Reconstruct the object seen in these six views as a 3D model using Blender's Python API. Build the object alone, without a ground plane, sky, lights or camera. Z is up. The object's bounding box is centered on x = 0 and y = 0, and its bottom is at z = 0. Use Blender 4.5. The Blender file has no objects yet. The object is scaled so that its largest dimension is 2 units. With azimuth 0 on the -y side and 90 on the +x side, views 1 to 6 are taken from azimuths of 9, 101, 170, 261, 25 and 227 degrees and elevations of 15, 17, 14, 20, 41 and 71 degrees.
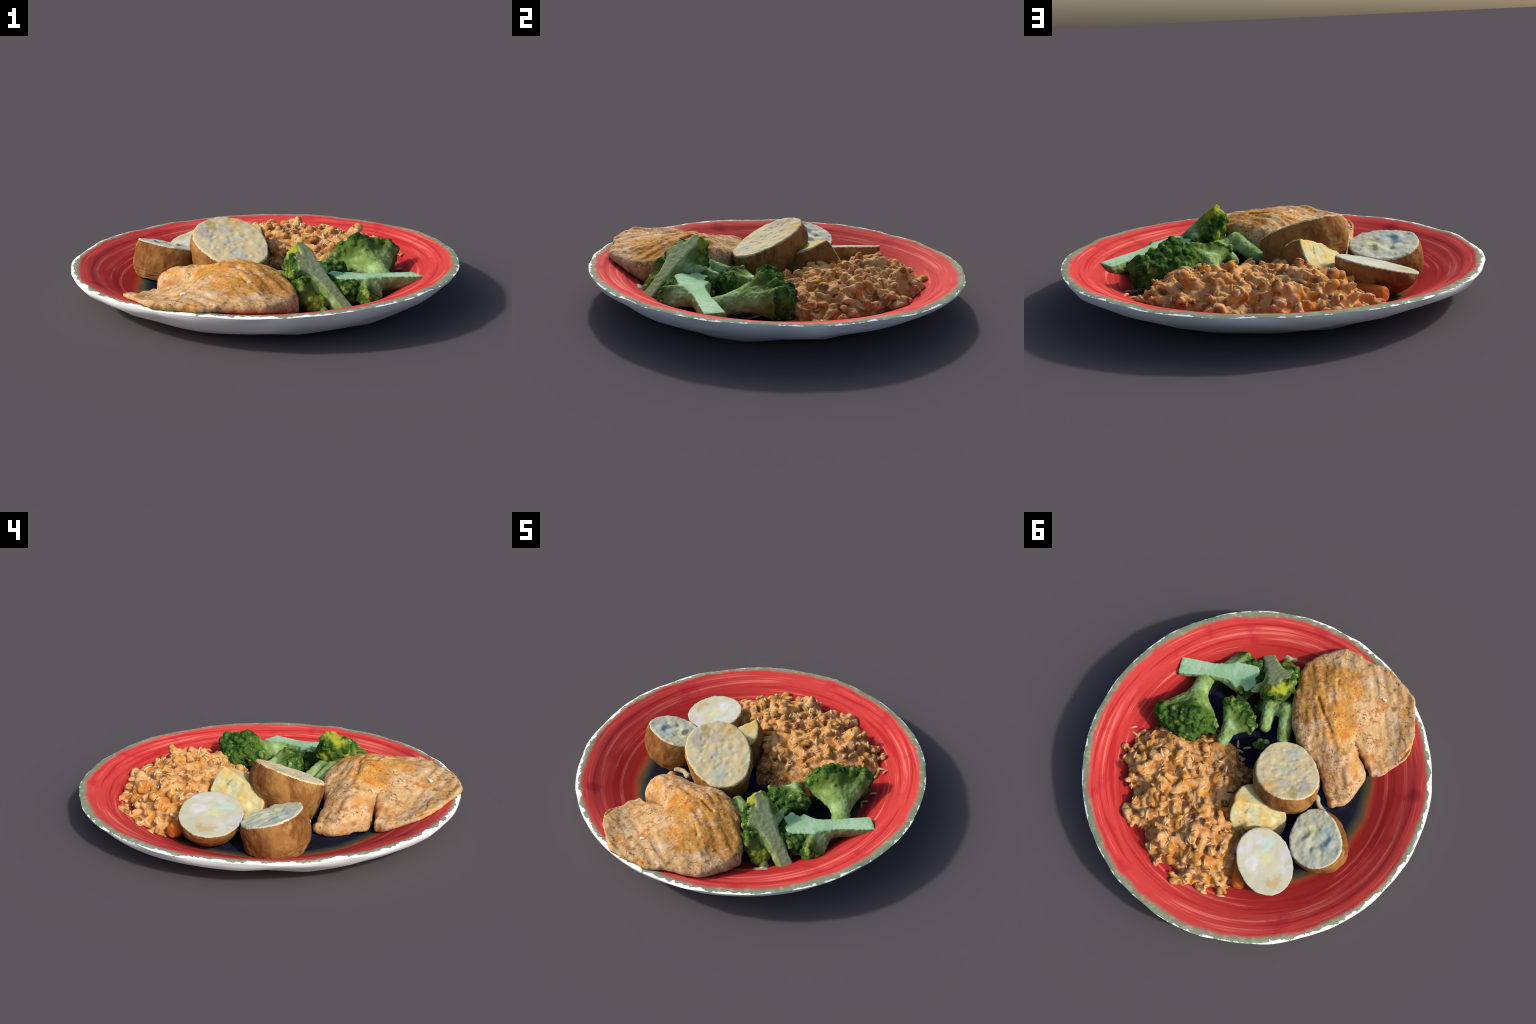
# A dinner plate with chicken, potato chunks, broccoli florets and seasoned rice.
import bpy, math, random
import numpy as np
from mathutils import Vector, Matrix

random.seed(7)
RNG = np.random.default_rng(7)
A = np.array


# ------------------------------------------------------------------ noise
def _hash(i, j, k, seed):
    h = (i * 374761393 + j * 668265263 + k * 2147483647 + seed * 974711) & 0xFFFFFFFF
    h = ((h ^ (h >> 13)) * 1274126177) & 0xFFFFFFFF
    h = ((h ^ (h >> 16)) * 2246822519) & 0xFFFFFFFF
    return ((h ^ (h >> 15)) & 0xFFFFFF) / float(0xFFFFFF)


def vnoise(P, seed=0):
    """smooth value noise in -1..1 at points P (n,3)"""
    I = np.floor(P).astype(np.int64)
    F = P - I
    F = F * F * F * (F * (F * 6 - 15) + 10)
    out = 0
    for a in (0, 1):
        for b in (0, 1):
            for c in (0, 1):
                w = (F[:, 0] if a else 1 - F[:, 0]) * (F[:, 1] if b else 1 - F[:, 1]) * (F[:, 2] if c else 1 - F[:, 2])
                out = out + w * _hash(I[:, 0] + a, I[:, 1] + b, I[:, 2] + c, seed)
    return out * 2 - 1


def fbm(P, octaves=3, seed=0):
    s, amp = 0, 1.0
    for o in range(octaves):
        s = s + amp * vnoise(P * 2.0 ** o, seed + o)
        amp *= 0.5
    return s


def cells(P, seed=0):
    """distance to the nearest scattered point (cell size 1)"""
    I = np.floor(P).astype(np.int64)
    best = np.full(len(P), 9.0)
    for a in (-1, 0, 1):
        for b in (-1, 0, 1):
            for c in (-1, 0, 1):
                J = I + A([a, b, c])
                Q = J + np.stack([_hash(J[:, 0], J[:, 1], J[:, 2], seed + s) for s in (1, 2, 3)], 1)
                best = np.minimum(best, np.linalg.norm(P - Q, axis=1))
    return best


def smooth(x, a, b):
    t = np.clip((x - a) / (b - a), 0, 1)
    return t * t * (3 - 2 * t)


# ------------------------------------------------------------------ fields -> meshes
class Field:
    """signed distance on a grid; negative inside"""

    def __init__(self, lo, hi, h):
        self.lo, self.h = A(lo, float), h
        self.n = np.ceil((A(hi) - self.lo) / h).astype(int) + 1
        self.ax = [self.lo[i] + h * np.arange(self.n[i]) for i in range(3)]
        self.v = np.full(self.n, 1.0, np.float32)

    def box(self, lo, hi, m):
        s = []
        for i in range(3):
            a = max(0, int((lo[i] - m - self.lo[i]) / self.h))
            b = min(self.n[i], int((hi[i] + m - self.lo[i]) / self.h) + 2)
            s.append(slice(a, max(a, b)))
        X, Y, Z = np.meshgrid(self.ax[0][s[0]], self.ax[1][s[1]], self.ax[2][s[2]], indexing="ij", sparse=True)
        return tuple(s), X, Y, Z

    def join(self, s, d, k):
        v = self.v[s]
        if k > 0:
            hh = np.clip(0.5 + 0.5 * (v - d) / k, 0, 1)
            self.v[s] = v + (d - v) * hh - k * hh * (1 - hh)
        else:
            self.v[s] = np.minimum(v, d)

    def carve(self, s, d, k):
        v = self.v[s]
        hh = np.clip(0.5 - 0.5 * (v + d) / k, 0, 1)
        self.v[s] = v + (-d - v) * hh + k * hh * (1 - hh)

    def capsule(self, a, b, ra, rb, k=0.0, cut=False):
        a, b = A(a, float), A(b, float)
        m = max(ra, rb) + k + 4 * self.h
        s, X, Y, Z = self.box(np.minimum(a, b), np.maximum(a, b), m)
        u = b - a
        L = max(u @ u, 1e-9)
        t = np.clip(((X - a[0]) * u[0] + (Y - a[1]) * u[1] + (Z - a[2]) * u[2]) / L, 0, 1)
        d = np.sqrt((X - a[0] - t * u[0]) ** 2 + (Y - a[1] - t * u[1]) ** 2 + (Z - a[2] - t * u[2]) ** 2) - (ra + (rb - ra) * t)
        (self.carve if cut else self.join)(s, d, k)

    def ball(self, c, r, k=0.0, cut=False):
        self.capsule(c, c, r, r, k, cut)

    def keep(self, p, n, k=0.003):
        """keep only what lies below the plane through p with normal n"""
        n = A(n, float) / np.linalg.norm(n)
        X, Y, Z = np.meshgrid(*self.ax, indexing="ij", sparse=True)
        d = (X - p[0]) * n[0] + (Y - p[1]) * n[1] + (Z - p[2]) * n[2]
        hh = np.clip(0.5 - 0.5 * (self.v - d) / k, 0, 1)
        self.v = (self.v + (d - self.v) * (1 - hh) * 0 + np.maximum(self.v, d) - self.v).astype(np.float32)

    def mesh(self):
        """naive surface nets"""
        v = self.v
        for ax in range(3):
            sl = [slice(None)] * 3
            for e in (0, -1):
                sl[ax] = e
                v[tuple(sl)] = 1.0
        ins = v < 0
        n = self.n
        cnt = np.zeros(n - 1, np.int32)
        acc = np.zeros((*(n - 1), 3), np.float32)
        cor = [(a, b, c) for a in (0, 1) for b in (0, 1) for c in (0, 1)]

        def sub(arr, o):
            return arr[o[0]:n[0] - 1 + o[0], o[1]:n[1] - 1 + o[1], o[2]:n[2] - 1 + o[2]]

        for o in cor:
            for ax in range(3):
                if o[ax]:
                    continue
                p = list(o)
                p[ax] = 1
                va, vb = sub(v, o), sub(v, p)
                cr = sub(ins, o) != sub(ins, p)
                idx = np.nonzero(cr)
                t = va[idx] / (va[idx] - vb[idx])
                pos = np.tile(A(o, np.float32), (len(t), 1))
                pos[:, ax] = t
                acc[idx] += pos
                cnt[idx] += 1
        act = np.nonzero(cnt)
        ids = np.full(n - 1, -1, np.int64)
        ids[act] = np.arange(len(act[0]))
        verts = (np.stack(act, 1) + acc[act] / cnt[act][:, None]) * self.h + self.lo
        quads = []
        for ax in range(3):
            u, w = (ax + 1) % 3, (ax + 2) % 3
            sa = [slice(0, n[i]) for i in range(3)]
            sa[ax] = slice(0, n[ax] - 1)
            sb = list(sa)
            sb[ax] = slice(1, n[ax])
            ia, ib = ins[tuple(sa)], ins[tuple(sb)]
            E = np.stack(np.nonzero(ia != ib), 1)
            flip = ia[tuple(E.T)]
            du, dw = np.zeros(3, int), np.zeros(3, int)
            du[u] = 1
            dw[w] = 1
            q = np.stack([ids[tuple((E - o).T)] for o in (du + dw, dw, A([0, 0, 0]), du)], 1)
            q[~flip] = q[~flip][:, ::-1]
            quads.append(q)
        return verts.astype(float), np.concatenate(quads)


def relax(V, Q, times=1, w=0.5):
    e = np.concatenate([Q[:, [i, (i + 1) % 4]] for i in range(4)])
    e = np.concatenate([e, e[:, ::-1]])
    for _ in range(times):
        s = np.zeros_like(V)
        c = np.zeros(len(V))
        np.add.at(s, e[:, 0], V[e[:, 1]])
        np.add.at(c, e[:, 0], 1)
        V = V + w * (s / np.maximum(c, 1)[:, None] - V)
    return V


def vnormals(V, Q):
    N = np.zeros_like(V)
    fn = np.cross(V[Q[:, 2]] - V[Q[:, 0]], V[Q[:, 3]] - V[Q[:, 1]])
    for i in range(Q.shape[1]):
        np.add.at(N, Q[:, i], fn)
    return N / np.maximum(np.linalg.norm(N, axis=1), 1e-12)[:, None]


# ------------------------------------------------------------------ scene helpers
def link(o, parent=None):
    bpy.context.scene.collection.objects.link(o)
    if parent is not None:
        o.parent = parent
    return o


def make_mesh(name, V, F, mat=None, normals=None):
    me = bpy.data.meshes.new(name)
    me.from_pydata([tuple(v) for v in V], [], [tuple(int(i) for i in f) for f in F])
    me.update()
    me.polygons.foreach_set("use_smooth", [True] * len(me.polygons))
    if normals is not None:
        me.normals_split_custom_set_from_vertices([tuple(n) for n in normals])
    if mat:
        me.materials.append(mat)
    return me


def thing(name, base, label, category, mesh=None):
    o = bpy.data.objects.new(name, mesh)
    o.location = base
    o["label"], o["category"] = label, category
    if mesh is None:
        o.empty_display_size = 0.05
    return link(o)


def part(name, parent, V, F, mat, normals=None):
    return link(bpy.data.objects.new(name, make_mesh(name, V, F, mat, normals)), parent)


def split(parent, V, Q, label, names, mats):
    """one closed surface, its faces sorted into named parts with shared border normals"""
    N = vnormals(V, Q)
    fl = label[Q]
    pick = np.array([np.bincount(r, minlength=len(names)).argmax() for r in fl])
    for i, nm in enumerate(names):
        q = Q[pick == i]
        if len(q) == 0:
            continue
        used, inv = np.unique(q, return_inverse=True)
        part(nm, parent, V[used], inv.reshape(q.shape), mats[i], N[used])


# ------------------------------------------------------------------ materials
class Mat:
    def __init__(self, name, rough=0.6, spec=0.25):
        self.m = bpy.data.materials.new(name)
        self.m.use_nodes = True
        self.t = self.m.node_tree
        self.b = self.t.nodes["Principled BSDF"]
        self.b.inputs["Roughness"].default_value = min(1.0, rough + 0.3)
        self.b.inputs["Specular IOR Level"].default_value = spec * 0.12
        self.obj = self.n("ShaderNodeTexCoord").outputs["Object"]

    def n(self, kind, **kw):
        x = self.t.nodes.new(kind)
        for k, v in kw.items():
            setattr(x, k, v)
        return x

    def put(self, sock, v):
        if isinstance(v, bpy.types.NodeSocket):
            self.t.links.new(v, sock)
        elif v is not None:
            sock.default_value = v

    def math(self, op, a, b=None, c=None, clamp=False):
        x = self.n("ShaderNodeMath", operation=op, use_clamp=clamp)
        for i, v in enumerate((a, b, c)):
            if v is not None:
                self.put(x.inputs[i], v)
        return x.outputs[0]

    def vmath(self, op, a, b=None):
        x = self.n("ShaderNodeVectorMath", operation=op)
        self.put(x.inputs[0], a)
        if b is not None:
            self.put(x.inputs[3 if op == "SCALE" else 1], b)
        return x.outputs["Value" if op in ("LENGTH", "DISTANCE", "DOT_PRODUCT") else "Vector"]

    def noise(self, scale, detail=3, rough=0.55, vec=None, stretch=None, offset=(0, 0, 0), distort=0.0):
        v = vec or self.obj
        if stretch or any(offset):
            mp = self.n("ShaderNodeMapping")
            self.put(mp.inputs[0], v)
            mp.inputs["Location"].default_value = offset
            mp.inputs["Scale"].default_value = stretch or (1, 1, 1)
            v = mp.outputs[0]
        x = self.n("ShaderNodeTexNoise")
        self.put(x.inputs["Vector"], v)
        x.inputs["Scale"].default_value = scale
        x.inputs["Detail"].default_value = detail
        x.inputs["Roughness"].default_value = rough
        x.inputs["Distortion"].default_value = distort
        return x.outputs["Fac"]

    def voro(self, scale, feature="F1", vec=None):
        x = self.n("ShaderNodeTexVoronoi", feature=feature)
        self.put(x.inputs["Vector"], vec or self.obj)
        x.inputs["Scale"].default_value = scale
        return x.outputs["Distance"]

    def step(self, v, a, b, lo=0.0, hi=1.0):
        x = self.n("ShaderNodeMapRange", interpolation_type="SMOOTHSTEP")
        self.put(x.inputs["Value"], v)
        for k, w in zip(("From Min", "From Max", "To Min", "To Max"), (a, b, lo, hi)):
            self.put(x.inputs[k], w)
        return x.outputs[0]

    def ramp(self, v, stops, mode="LINEAR"):
        x = self.n("ShaderNodeValToRGB")
        x.color_ramp.interpolation = mode
        e = x.color_ramp.elements
        while len(e) < len(stops):
            e.new(0.5)
        for el, (p, c) in zip(e, stops):
            el.position = p
            el.color = (*c, 1)
        self.put(x.inputs[0], v)
        return x.outputs[0]

    def mix(self, f, a, b, mode="MIX"):
        x = self.n("ShaderNodeMix", data_type="RGBA", blend_type=mode)
        self.put(x.inputs["Factor"], f)
        self.put(x.inputs[6], a if isinstance(a, bpy.types.NodeSocket) else (*a, 1))
        self.put(x.inputs[7], b if isinstance(b, bpy.types.NodeSocket) else (*b, 1))
        return x.outputs[2]

    def near(self, p, r0, r1, vec=None):
        """1 at p, fading out between r0 and r1"""
        return self.step(self.vmath("DISTANCE", vec or self.obj, tuple(p)), r0, r1, 1.0, 0.0)

    def colour(self, c):
        self.put(self.b.inputs["Base Color"], c if isinstance(c, bpy.types.NodeSocket) else (*c, 1))
        return self

    def bump(self, h, strength=0.3, dist=0.01):
        x = self.n("ShaderNodeBump")
        x.inputs["Strength"].default_value = strength
        x.inputs["Distance"].default_value = dist
        self.put(x.inputs["Height"], h)
        self.put(self.b.inputs["Normal"], x.outputs[0])
        return self


# ------------------------------------------------------------------ plate
TILT = 0.021      # the scan leans: the +x side stands higher
FACE_PROFILE = [(0.0, 0.036), (0.35, 0.036), (0.60, 0.036), (0.645, 0.038), (0.69, 0.052), (0.74, 0.076), (0.80, 0.105),
                (0.85, 0.128), (0.90, 0.152), (0.935, 0.166), (0.965, 0.1735), (0.985, 0.173), (0.997, 0.168)]
PR, PZ = A(FACE_PROFILE).T


def plate_z(x, y):
    r = np.hypot(x, y)
    bank = smooth(r, 0.66, 0.76) * (1 - smooth(r, 0.84, 0.94))
    return np.interp(r, PR, PZ) + TILT * np.asarray(x) * smooth(r, 0.0, 0.6) + bank * (0.004 + 0.008 * np.asarray(x))


def build_plate():
    m = Mat("painted_glaze", 0.45, 0.3)
    sep = m.n("ShaderNodeSeparateXYZ")
    m.put(sep.inputs[0], m.obj)
    flat = m.n("ShaderNodeCombineXYZ")
    m.put(flat.inputs[0], sep.outputs[0])
    m.put(flat.inputs[1], sep.outputs[1])
    rr = m.vmath("LENGTH", flat.outputs[0])
    ang = m.vmath("NORMALIZE", flat.outputs[0])
    a3 = m.n("ShaderNodeSeparateXYZ")
    m.put(a3.inputs[0], ang)
    ring = m.n("ShaderNodeCombineXYZ")
    m.put(ring.inputs[0], m.math("MULTIPLY", a3.outputs[0], 1.1))
    m.put(ring.inputs[1], m.math("MULTIPLY", a3.outputs[1], 1.1))
    m.put(ring.inputs[2], m.math("MULTIPLY", rr, 42.0))
    wob = m.math("MULTIPLY", m.math("SUBTRACT", m.noise(7, 5, 0.6), 0.5), 0.05)
    rw = m.math("ADD", rr, wob)
    base = m.ramp(rw, [(0.0, (0.006, 0.028, 0.11)), (0.40, (0.010, 0.034, 0.13)), (0.50, (0.014, 0.016, 0.05)), (0.60, (0.014, 0.012, 0.032)),
                       (0.625, (0.030, 0.040, 0.025)), (0.645, (0.085, 0.06, 0.035)), (0.665, (0.28, 0.08, 0.035)), (0.69, (0.37, 0.027, 0.024)),
                       (0.80, (0.43, 0.034, 0.030)), (0.86, (0.50, 0.050, 0.044)), (0.950, (0.52, 0.050, 0.046)), (0.963, (0.33, 0.14, 0.10)), (0.975, (0.19, 0.23, 0.15)), (1.0, (0.22, 0.30, 0.19))])
    lines = m.noise(1.0, 3, 0.6, vec=ring.outputs[0])
    red = m.math("MULTIPLY", m.step(rw, 0.70, 0.76), m.step(rw, 0.955, 0.94))
    c = m.mix(m.math("MULTIPLY", red, m.step(lines, 0.53, 0.66, 0, 0.7)), base, (0.74, 0.18, 0.145))
    c = m.mix(m.math("MULTIPLY", red, m.step(lines, 0.47, 0.36, 0, 0.75)), c, (0.36, 0.014, 0.018))
    blot = m.noise(6, 5, 0.65, stretch=(1, 1, 0.2))
    c = m.mix(m.math("MULTIPLY", red, m.step(blot, 0.52, 0.68, 0, 0.6)), c, (0.38, 0.016, 0.03))
    well = m.step(rw, 0.62, 0.58)
    c = m.mix(m.math("MULTIPLY", well, m.step(m.noise(7, 4), 0.36, 0.56, 0, 0.95)), c, (0.007, 0.008, 0.014))
    lip = m.step(rw, 0.955, 0.968)
    c = m.mix(m.math("MULTIPLY", lip, m.step(m.noise(26, 3), 0.5, 0.68, 0, 0.5)), c, (0.40, 0.40, 0.27))
    # bare white clay shows in teeth along the lip
    teeth = m.math("ADD", m.noise(17, 2, 0.5), m.math("MULTIPLY", m.noise(60, 1), 0.35))
    side = m.step(m.vmath("DOT_PRODUCT", ang, (-0.85, -0.5, 0.0)), -0.5, 0.95, 0.9965, 0.981)
    edge = m.math("ADD", m.math("MULTIPLY", m.math("SUBTRACT", teeth, 0.67), -0.055), side)
    c = m.mix(m.math("GREATER_THAN", rr, edge), c, (0.86, 0.86, 0.84))
    c = m.mix(m.near((0.926, -0.067, 0.17), 0.008, 0.012), c, (0.004, 0.003, 0.003))
    c = m.mix(m.math("MULTIPLY", m.near((-0.745, -0.513, 0.138), 0.02, 0.06), 0.55), c, (0.20, 0.012, 0.022))
    m.colour(c)
    m.bump(lines, 0.25, 0.004)

    top = thing("dinner_plate", (0, 0, 0), "round red painted plate with green lip and white underside", "plate")
    nt = 288
    th = np.linspace(0, 2 * np.pi, nt, endpoint=False)
    radii = np.concatenate([np.linspace(0.02, 0.6, 16), np.linspace(0.62, 0.997, 46)])
    V, F = [[0, 0, 0.036]], []
    wavy = vnoise(np.stack([np.cos(th) * 9, np.sin(th) * 9, th * 0], 1), 5)
    for r in radii:
        edge = smooth(r, 0.9, 0.994)
        rj = r * (1 + edge * 0.004 * wavy)
        x, y = rj * np.cos(th), rj * np.sin(th)
        z = plate_z(r * np.cos(th), r * np.sin(th)) + edge * 0.004 * np.roll(wavy, 40)
        strand = 0.0016 * smooth(r, 0.7, 0.8) * vnoise(np.stack([np.cos(th) * 2, np.sin(th) * 2, th * 0 + r * 48], 1), 9)
        V.extend(np.stack([x, y, z + strand], 1))
    for j in range(nt):
        F.append((0, 1 + j, 1 + (j + 1) % nt))
    for i in range(len(radii) - 1):
        for j in range(nt):
            a, b = 1 + i * nt + j, 1 + i * nt + (j + 1) % nt
            F.append((a, a + nt, b + nt, b))
    rim = A(V[-nt:])
    part("plate_face", top, V, F, m.m)

    # underside: a coarse, slightly faceted bowl ending in a flat base
    w = Mat("bare_white_clay", 0.5, 0.3)
    w.colour(w.mix(w.step(w.noise(3, 3), 0.45, 0.7, 0, 0.35), (0.86, 0.87, 0.89), (0.74, 0.75, 0.78)))
    nf = 36
    tf = th[::nt // nf] + RNG.uniform(-0.05, 0.05, nf)
    tf[0] = 0
    rows = [rim + A([0, 0, -0.0005]), ]
    def ring_of(r, z, jr, jz):
        rad = r + RNG.uniform(-jr, jr, nf)
        zz = z + RNG.uniform(-jz, jz, nf)
        rad = np.interp(th, np.r_[tf, tf[0] + 2 * np.pi], np.r_[rad, rad[0]])
        zz = np.interp(th, np.r_[tf, tf[0] + 2 * np.pi], np.r_[zz, zz[0]])
        return rad, zz
    for r, z, jr, jz, tl in ((0.992, 0.155, 0.003, 0.003, 1), (0.965, 0.125, 0.008, 0.006, 0.95), (0.90, 0.085, 0.012, 0.006, 0.8), (0.81, 0.043, 0.015, 0.005, 0.5), (0.725, 0.010, 0.018, 0.003, 0.1), (0.66, 0.0015, 0.012, 0.0, 0)):
        rad, zz = ring_of(r, z, jr, jz)
        x, y = rad * np.cos(th), rad * np.sin(th)
        low = 1 - smooth(zz, 0.0, 0.12)      # the foot leans: it is lowest and widest on the -y side
        wide = 1 + 0.065 * low * np.clip(0.5 * np.cos(th) - 0.87 * np.sin(th), 0, 1)
        x, y = x * wide, y * wide
        rows.append(np.stack([x, y, np.maximum(zz + TILT * x * tl + low * 0.004 * (y + 0.68) / 0.68, 0.0008)], 1))
    rows.append(np.stack([0.5 * np.cos(th), 0.5 * np.sin(th), 0.0005 + 0.004 * (0.5 * np.sin(th) + 0.68) / 0.68], 1))
    V = np.concatenate(rows + [A([[0, 0, 0.0045]])])
    F = []
    for i in range(len(rows) - 1):
        for j in range(nt):
            a, b = i * nt + j, i * nt + (j + 1) % nt
            F.append((a, a + nt, b + nt, b))
    k = len(rows) - 1
    for j in range(nt):
        F.append((k * nt + j, len(V) - 1, k * nt + (j + 1) % nt))
    # faces must look outwards
    part("plate_underside", top, V, [f[::-1] for f in F], w.m)
    o = top.children[1].data
    import bmesh
    bm = bmesh.new()
    bm.from_mesh(o)
    bmesh.ops.recalc_face_normals(bm, faces=bm.faces)
    if sum(f.normal.z * f.calc_area() for f in bm.faces) > 0:
        bmesh.ops.reverse_faces(bm, faces=bm.faces)
    bm.to_mesh(o)
    bm.free()


# ------------------------------------------------------------------ plan outlines
def spline_loop(pts, n=8):
    P = A(pts, float)
    out = []
    for i in range(len(P)):
        p0, p1, p2, p3 = P[i - 1], P[i], P[(i + 1) % len(P)], P[(i + 2) % len(P)]
        for t in np.linspace(0, 1, n, endpoint=False):
            out.append(0.5 * ((2 * p1) + (p2 - p0) * t + (2 * p0 - 5 * p1 + 4 * p2 - p3) * t * t + (3 * p1 - p0 - 3 * p2 + p3) * t ** 3))
    return A(out)


def inside_distance(X, Y, loop):
    """signed distance to a closed loop in plan, positive inside"""
    d = np.full(X.shape, 9.0)
    odd = np.zeros(X.shape, bool)
    for a, b in zip(loop, np.roll(loop, -1, 0)):
        u = b - a
        t = np.clip(((X - a[0]) * u[0] + (Y - a[1]) * u[1]) / max(u @ u, 1e-12), 0, 1)
        d = np.minimum(d, np.hypot(X - a[0] - t * u[0], Y - a[1] - t * u[1]))
        cross = (a[1] > Y) != (b[1] > Y)
        xi = a[0] + (Y - a[1]) / (u[1] if abs(u[1]) > 1e-12 else 1e-12) * u[0]
        odd ^= cross & (X < xi)
    return np.where(odd, d, -d)


def thin_plate(ctrl, X, Y, soft=2e-4):
    P = A(ctrl, float)
    n = len(P)

    def phi(r2):
        return np.where(r2 > 1e-12, r2 * np.log(np.maximum(r2, 1e-12)) * 0.5, 0)

    K = phi(((P[:, None, :2] - P[None, :, :2]) ** 2).sum(-1)) + soft * np.eye(n)
    B = np.c_[np.ones(n), P[:, :2]]
    M = np.block([[K, B], [B.T, np.zeros((3, 3))]])
    s = np.linalg.solve(M, np.r_[P[:, 2], 0, 0, 0])
    out = s[n] + s[n + 1] * X + s[n + 2] * Y
    for i in range(n):
        out = out + s[i] * phi((X - P[i, 0]) ** 2 + (Y - P[i, 1]) ** 2)
    return out


# ------------------------------------------------------------------ chicken
CHICKEN_LOOP = [(0.128, -0.905), (0.175, -0.865), (0.222, -0.790), (0.252, -0.705), (0.250, -0.620), (0.200, -0.535), (0.140, -0.430), (0.060, -0.345),
                (-0.030, -0.285), (-0.130, -0.262), (-0.215, -0.262), (-0.320, -0.208), (-0.400, -0.172), (-0.455, -0.175), (-0.487, -0.212), (-0.490, -0.290), (-0.478, -0.395),
                (-0.455, -0.433), (-0.385, -0.458), (-0.290, -0.503), (-0.385, -0.480), (-0.445, -0.458), (-0.485, -0.440), (-0.530, -0.500), (-0.558, -0.600),
                (-0.560, -0.683), (-0.533, -0.742), (-0.485, -0.800), (-0.380, -0.922), (-0.310, -0.945), (-0.175, -0.974), (-0.086, -0.962), (-0.040, -0.942), (0.012, -0.925), (0.070, -0.922)]
CHICKEN_TOP = [(-0.241, -0.892, 0.206), (-0.242, -0.805, 0.198), (-0.132, -0.531, 0.270), (-0.150, -0.430, 0.250), (-0.029, -0.495, 0.272), (-0.183, -0.577, 0.230),
               (-0.270, -0.520, 0.185), (-0.417, -0.480, 0.126), (-0.480, -0.455, 0.114), (-0.525, -0.735, 0.178), (-0.370, -0.920, 0.208), (-0.316, -0.809, 0.178), (-0.030, -0.900, 0.206), (0.127, -0.895, 0.205),
               (-0.020, -0.650, 0.258), (0.235, -0.630, 0.200), (0.130, -0.430, 0.222), (-0.460, -0.410, 0.145), (-0.470, -0.230, 0.105), (-0.400, -0.175, 0.088), (-0.299, -0.398, 0.214), (-0.398, -0.307, 0.176),
               (-0.143, -0.957, 0.204), (0.050, -0.350, 0.212), (-0.060, -0.300, 0.205), (0.120, -0.570, 0.245), (-0.080, -0.430, 0.270), (0.150, -0.750, 0.202), (0.05, -0.45, 0.258), (0.04, -0.56, 0.268),
               (-0.20, -0.30, 0.182), (-0.30, -0.23, 0.146), (-0.40, -0.62, 0.142), (-0.50, -0.60, 0.128), (-0.28, -0.68, 0.182), (-0.10, -0.75, 0.226), (-0.36, -0.53, 0.162), (0.22, -0.72, 0.190), (-0.34, -0.455, 0.165), (-0.43, -0.36, 0.176),
               (-0.44, -0.85, 0.190), (-0.20, -0.62, 0.226), (-0.10, -0.60, 0.258), (-0.265, -0.465, 0.212), (-0.305, -0.508, 0.172), (-0.245, -0.540, 0.196), (-0.33, -0.435, 0.190), (-0.345, -0.485, 0.160)]


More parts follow.
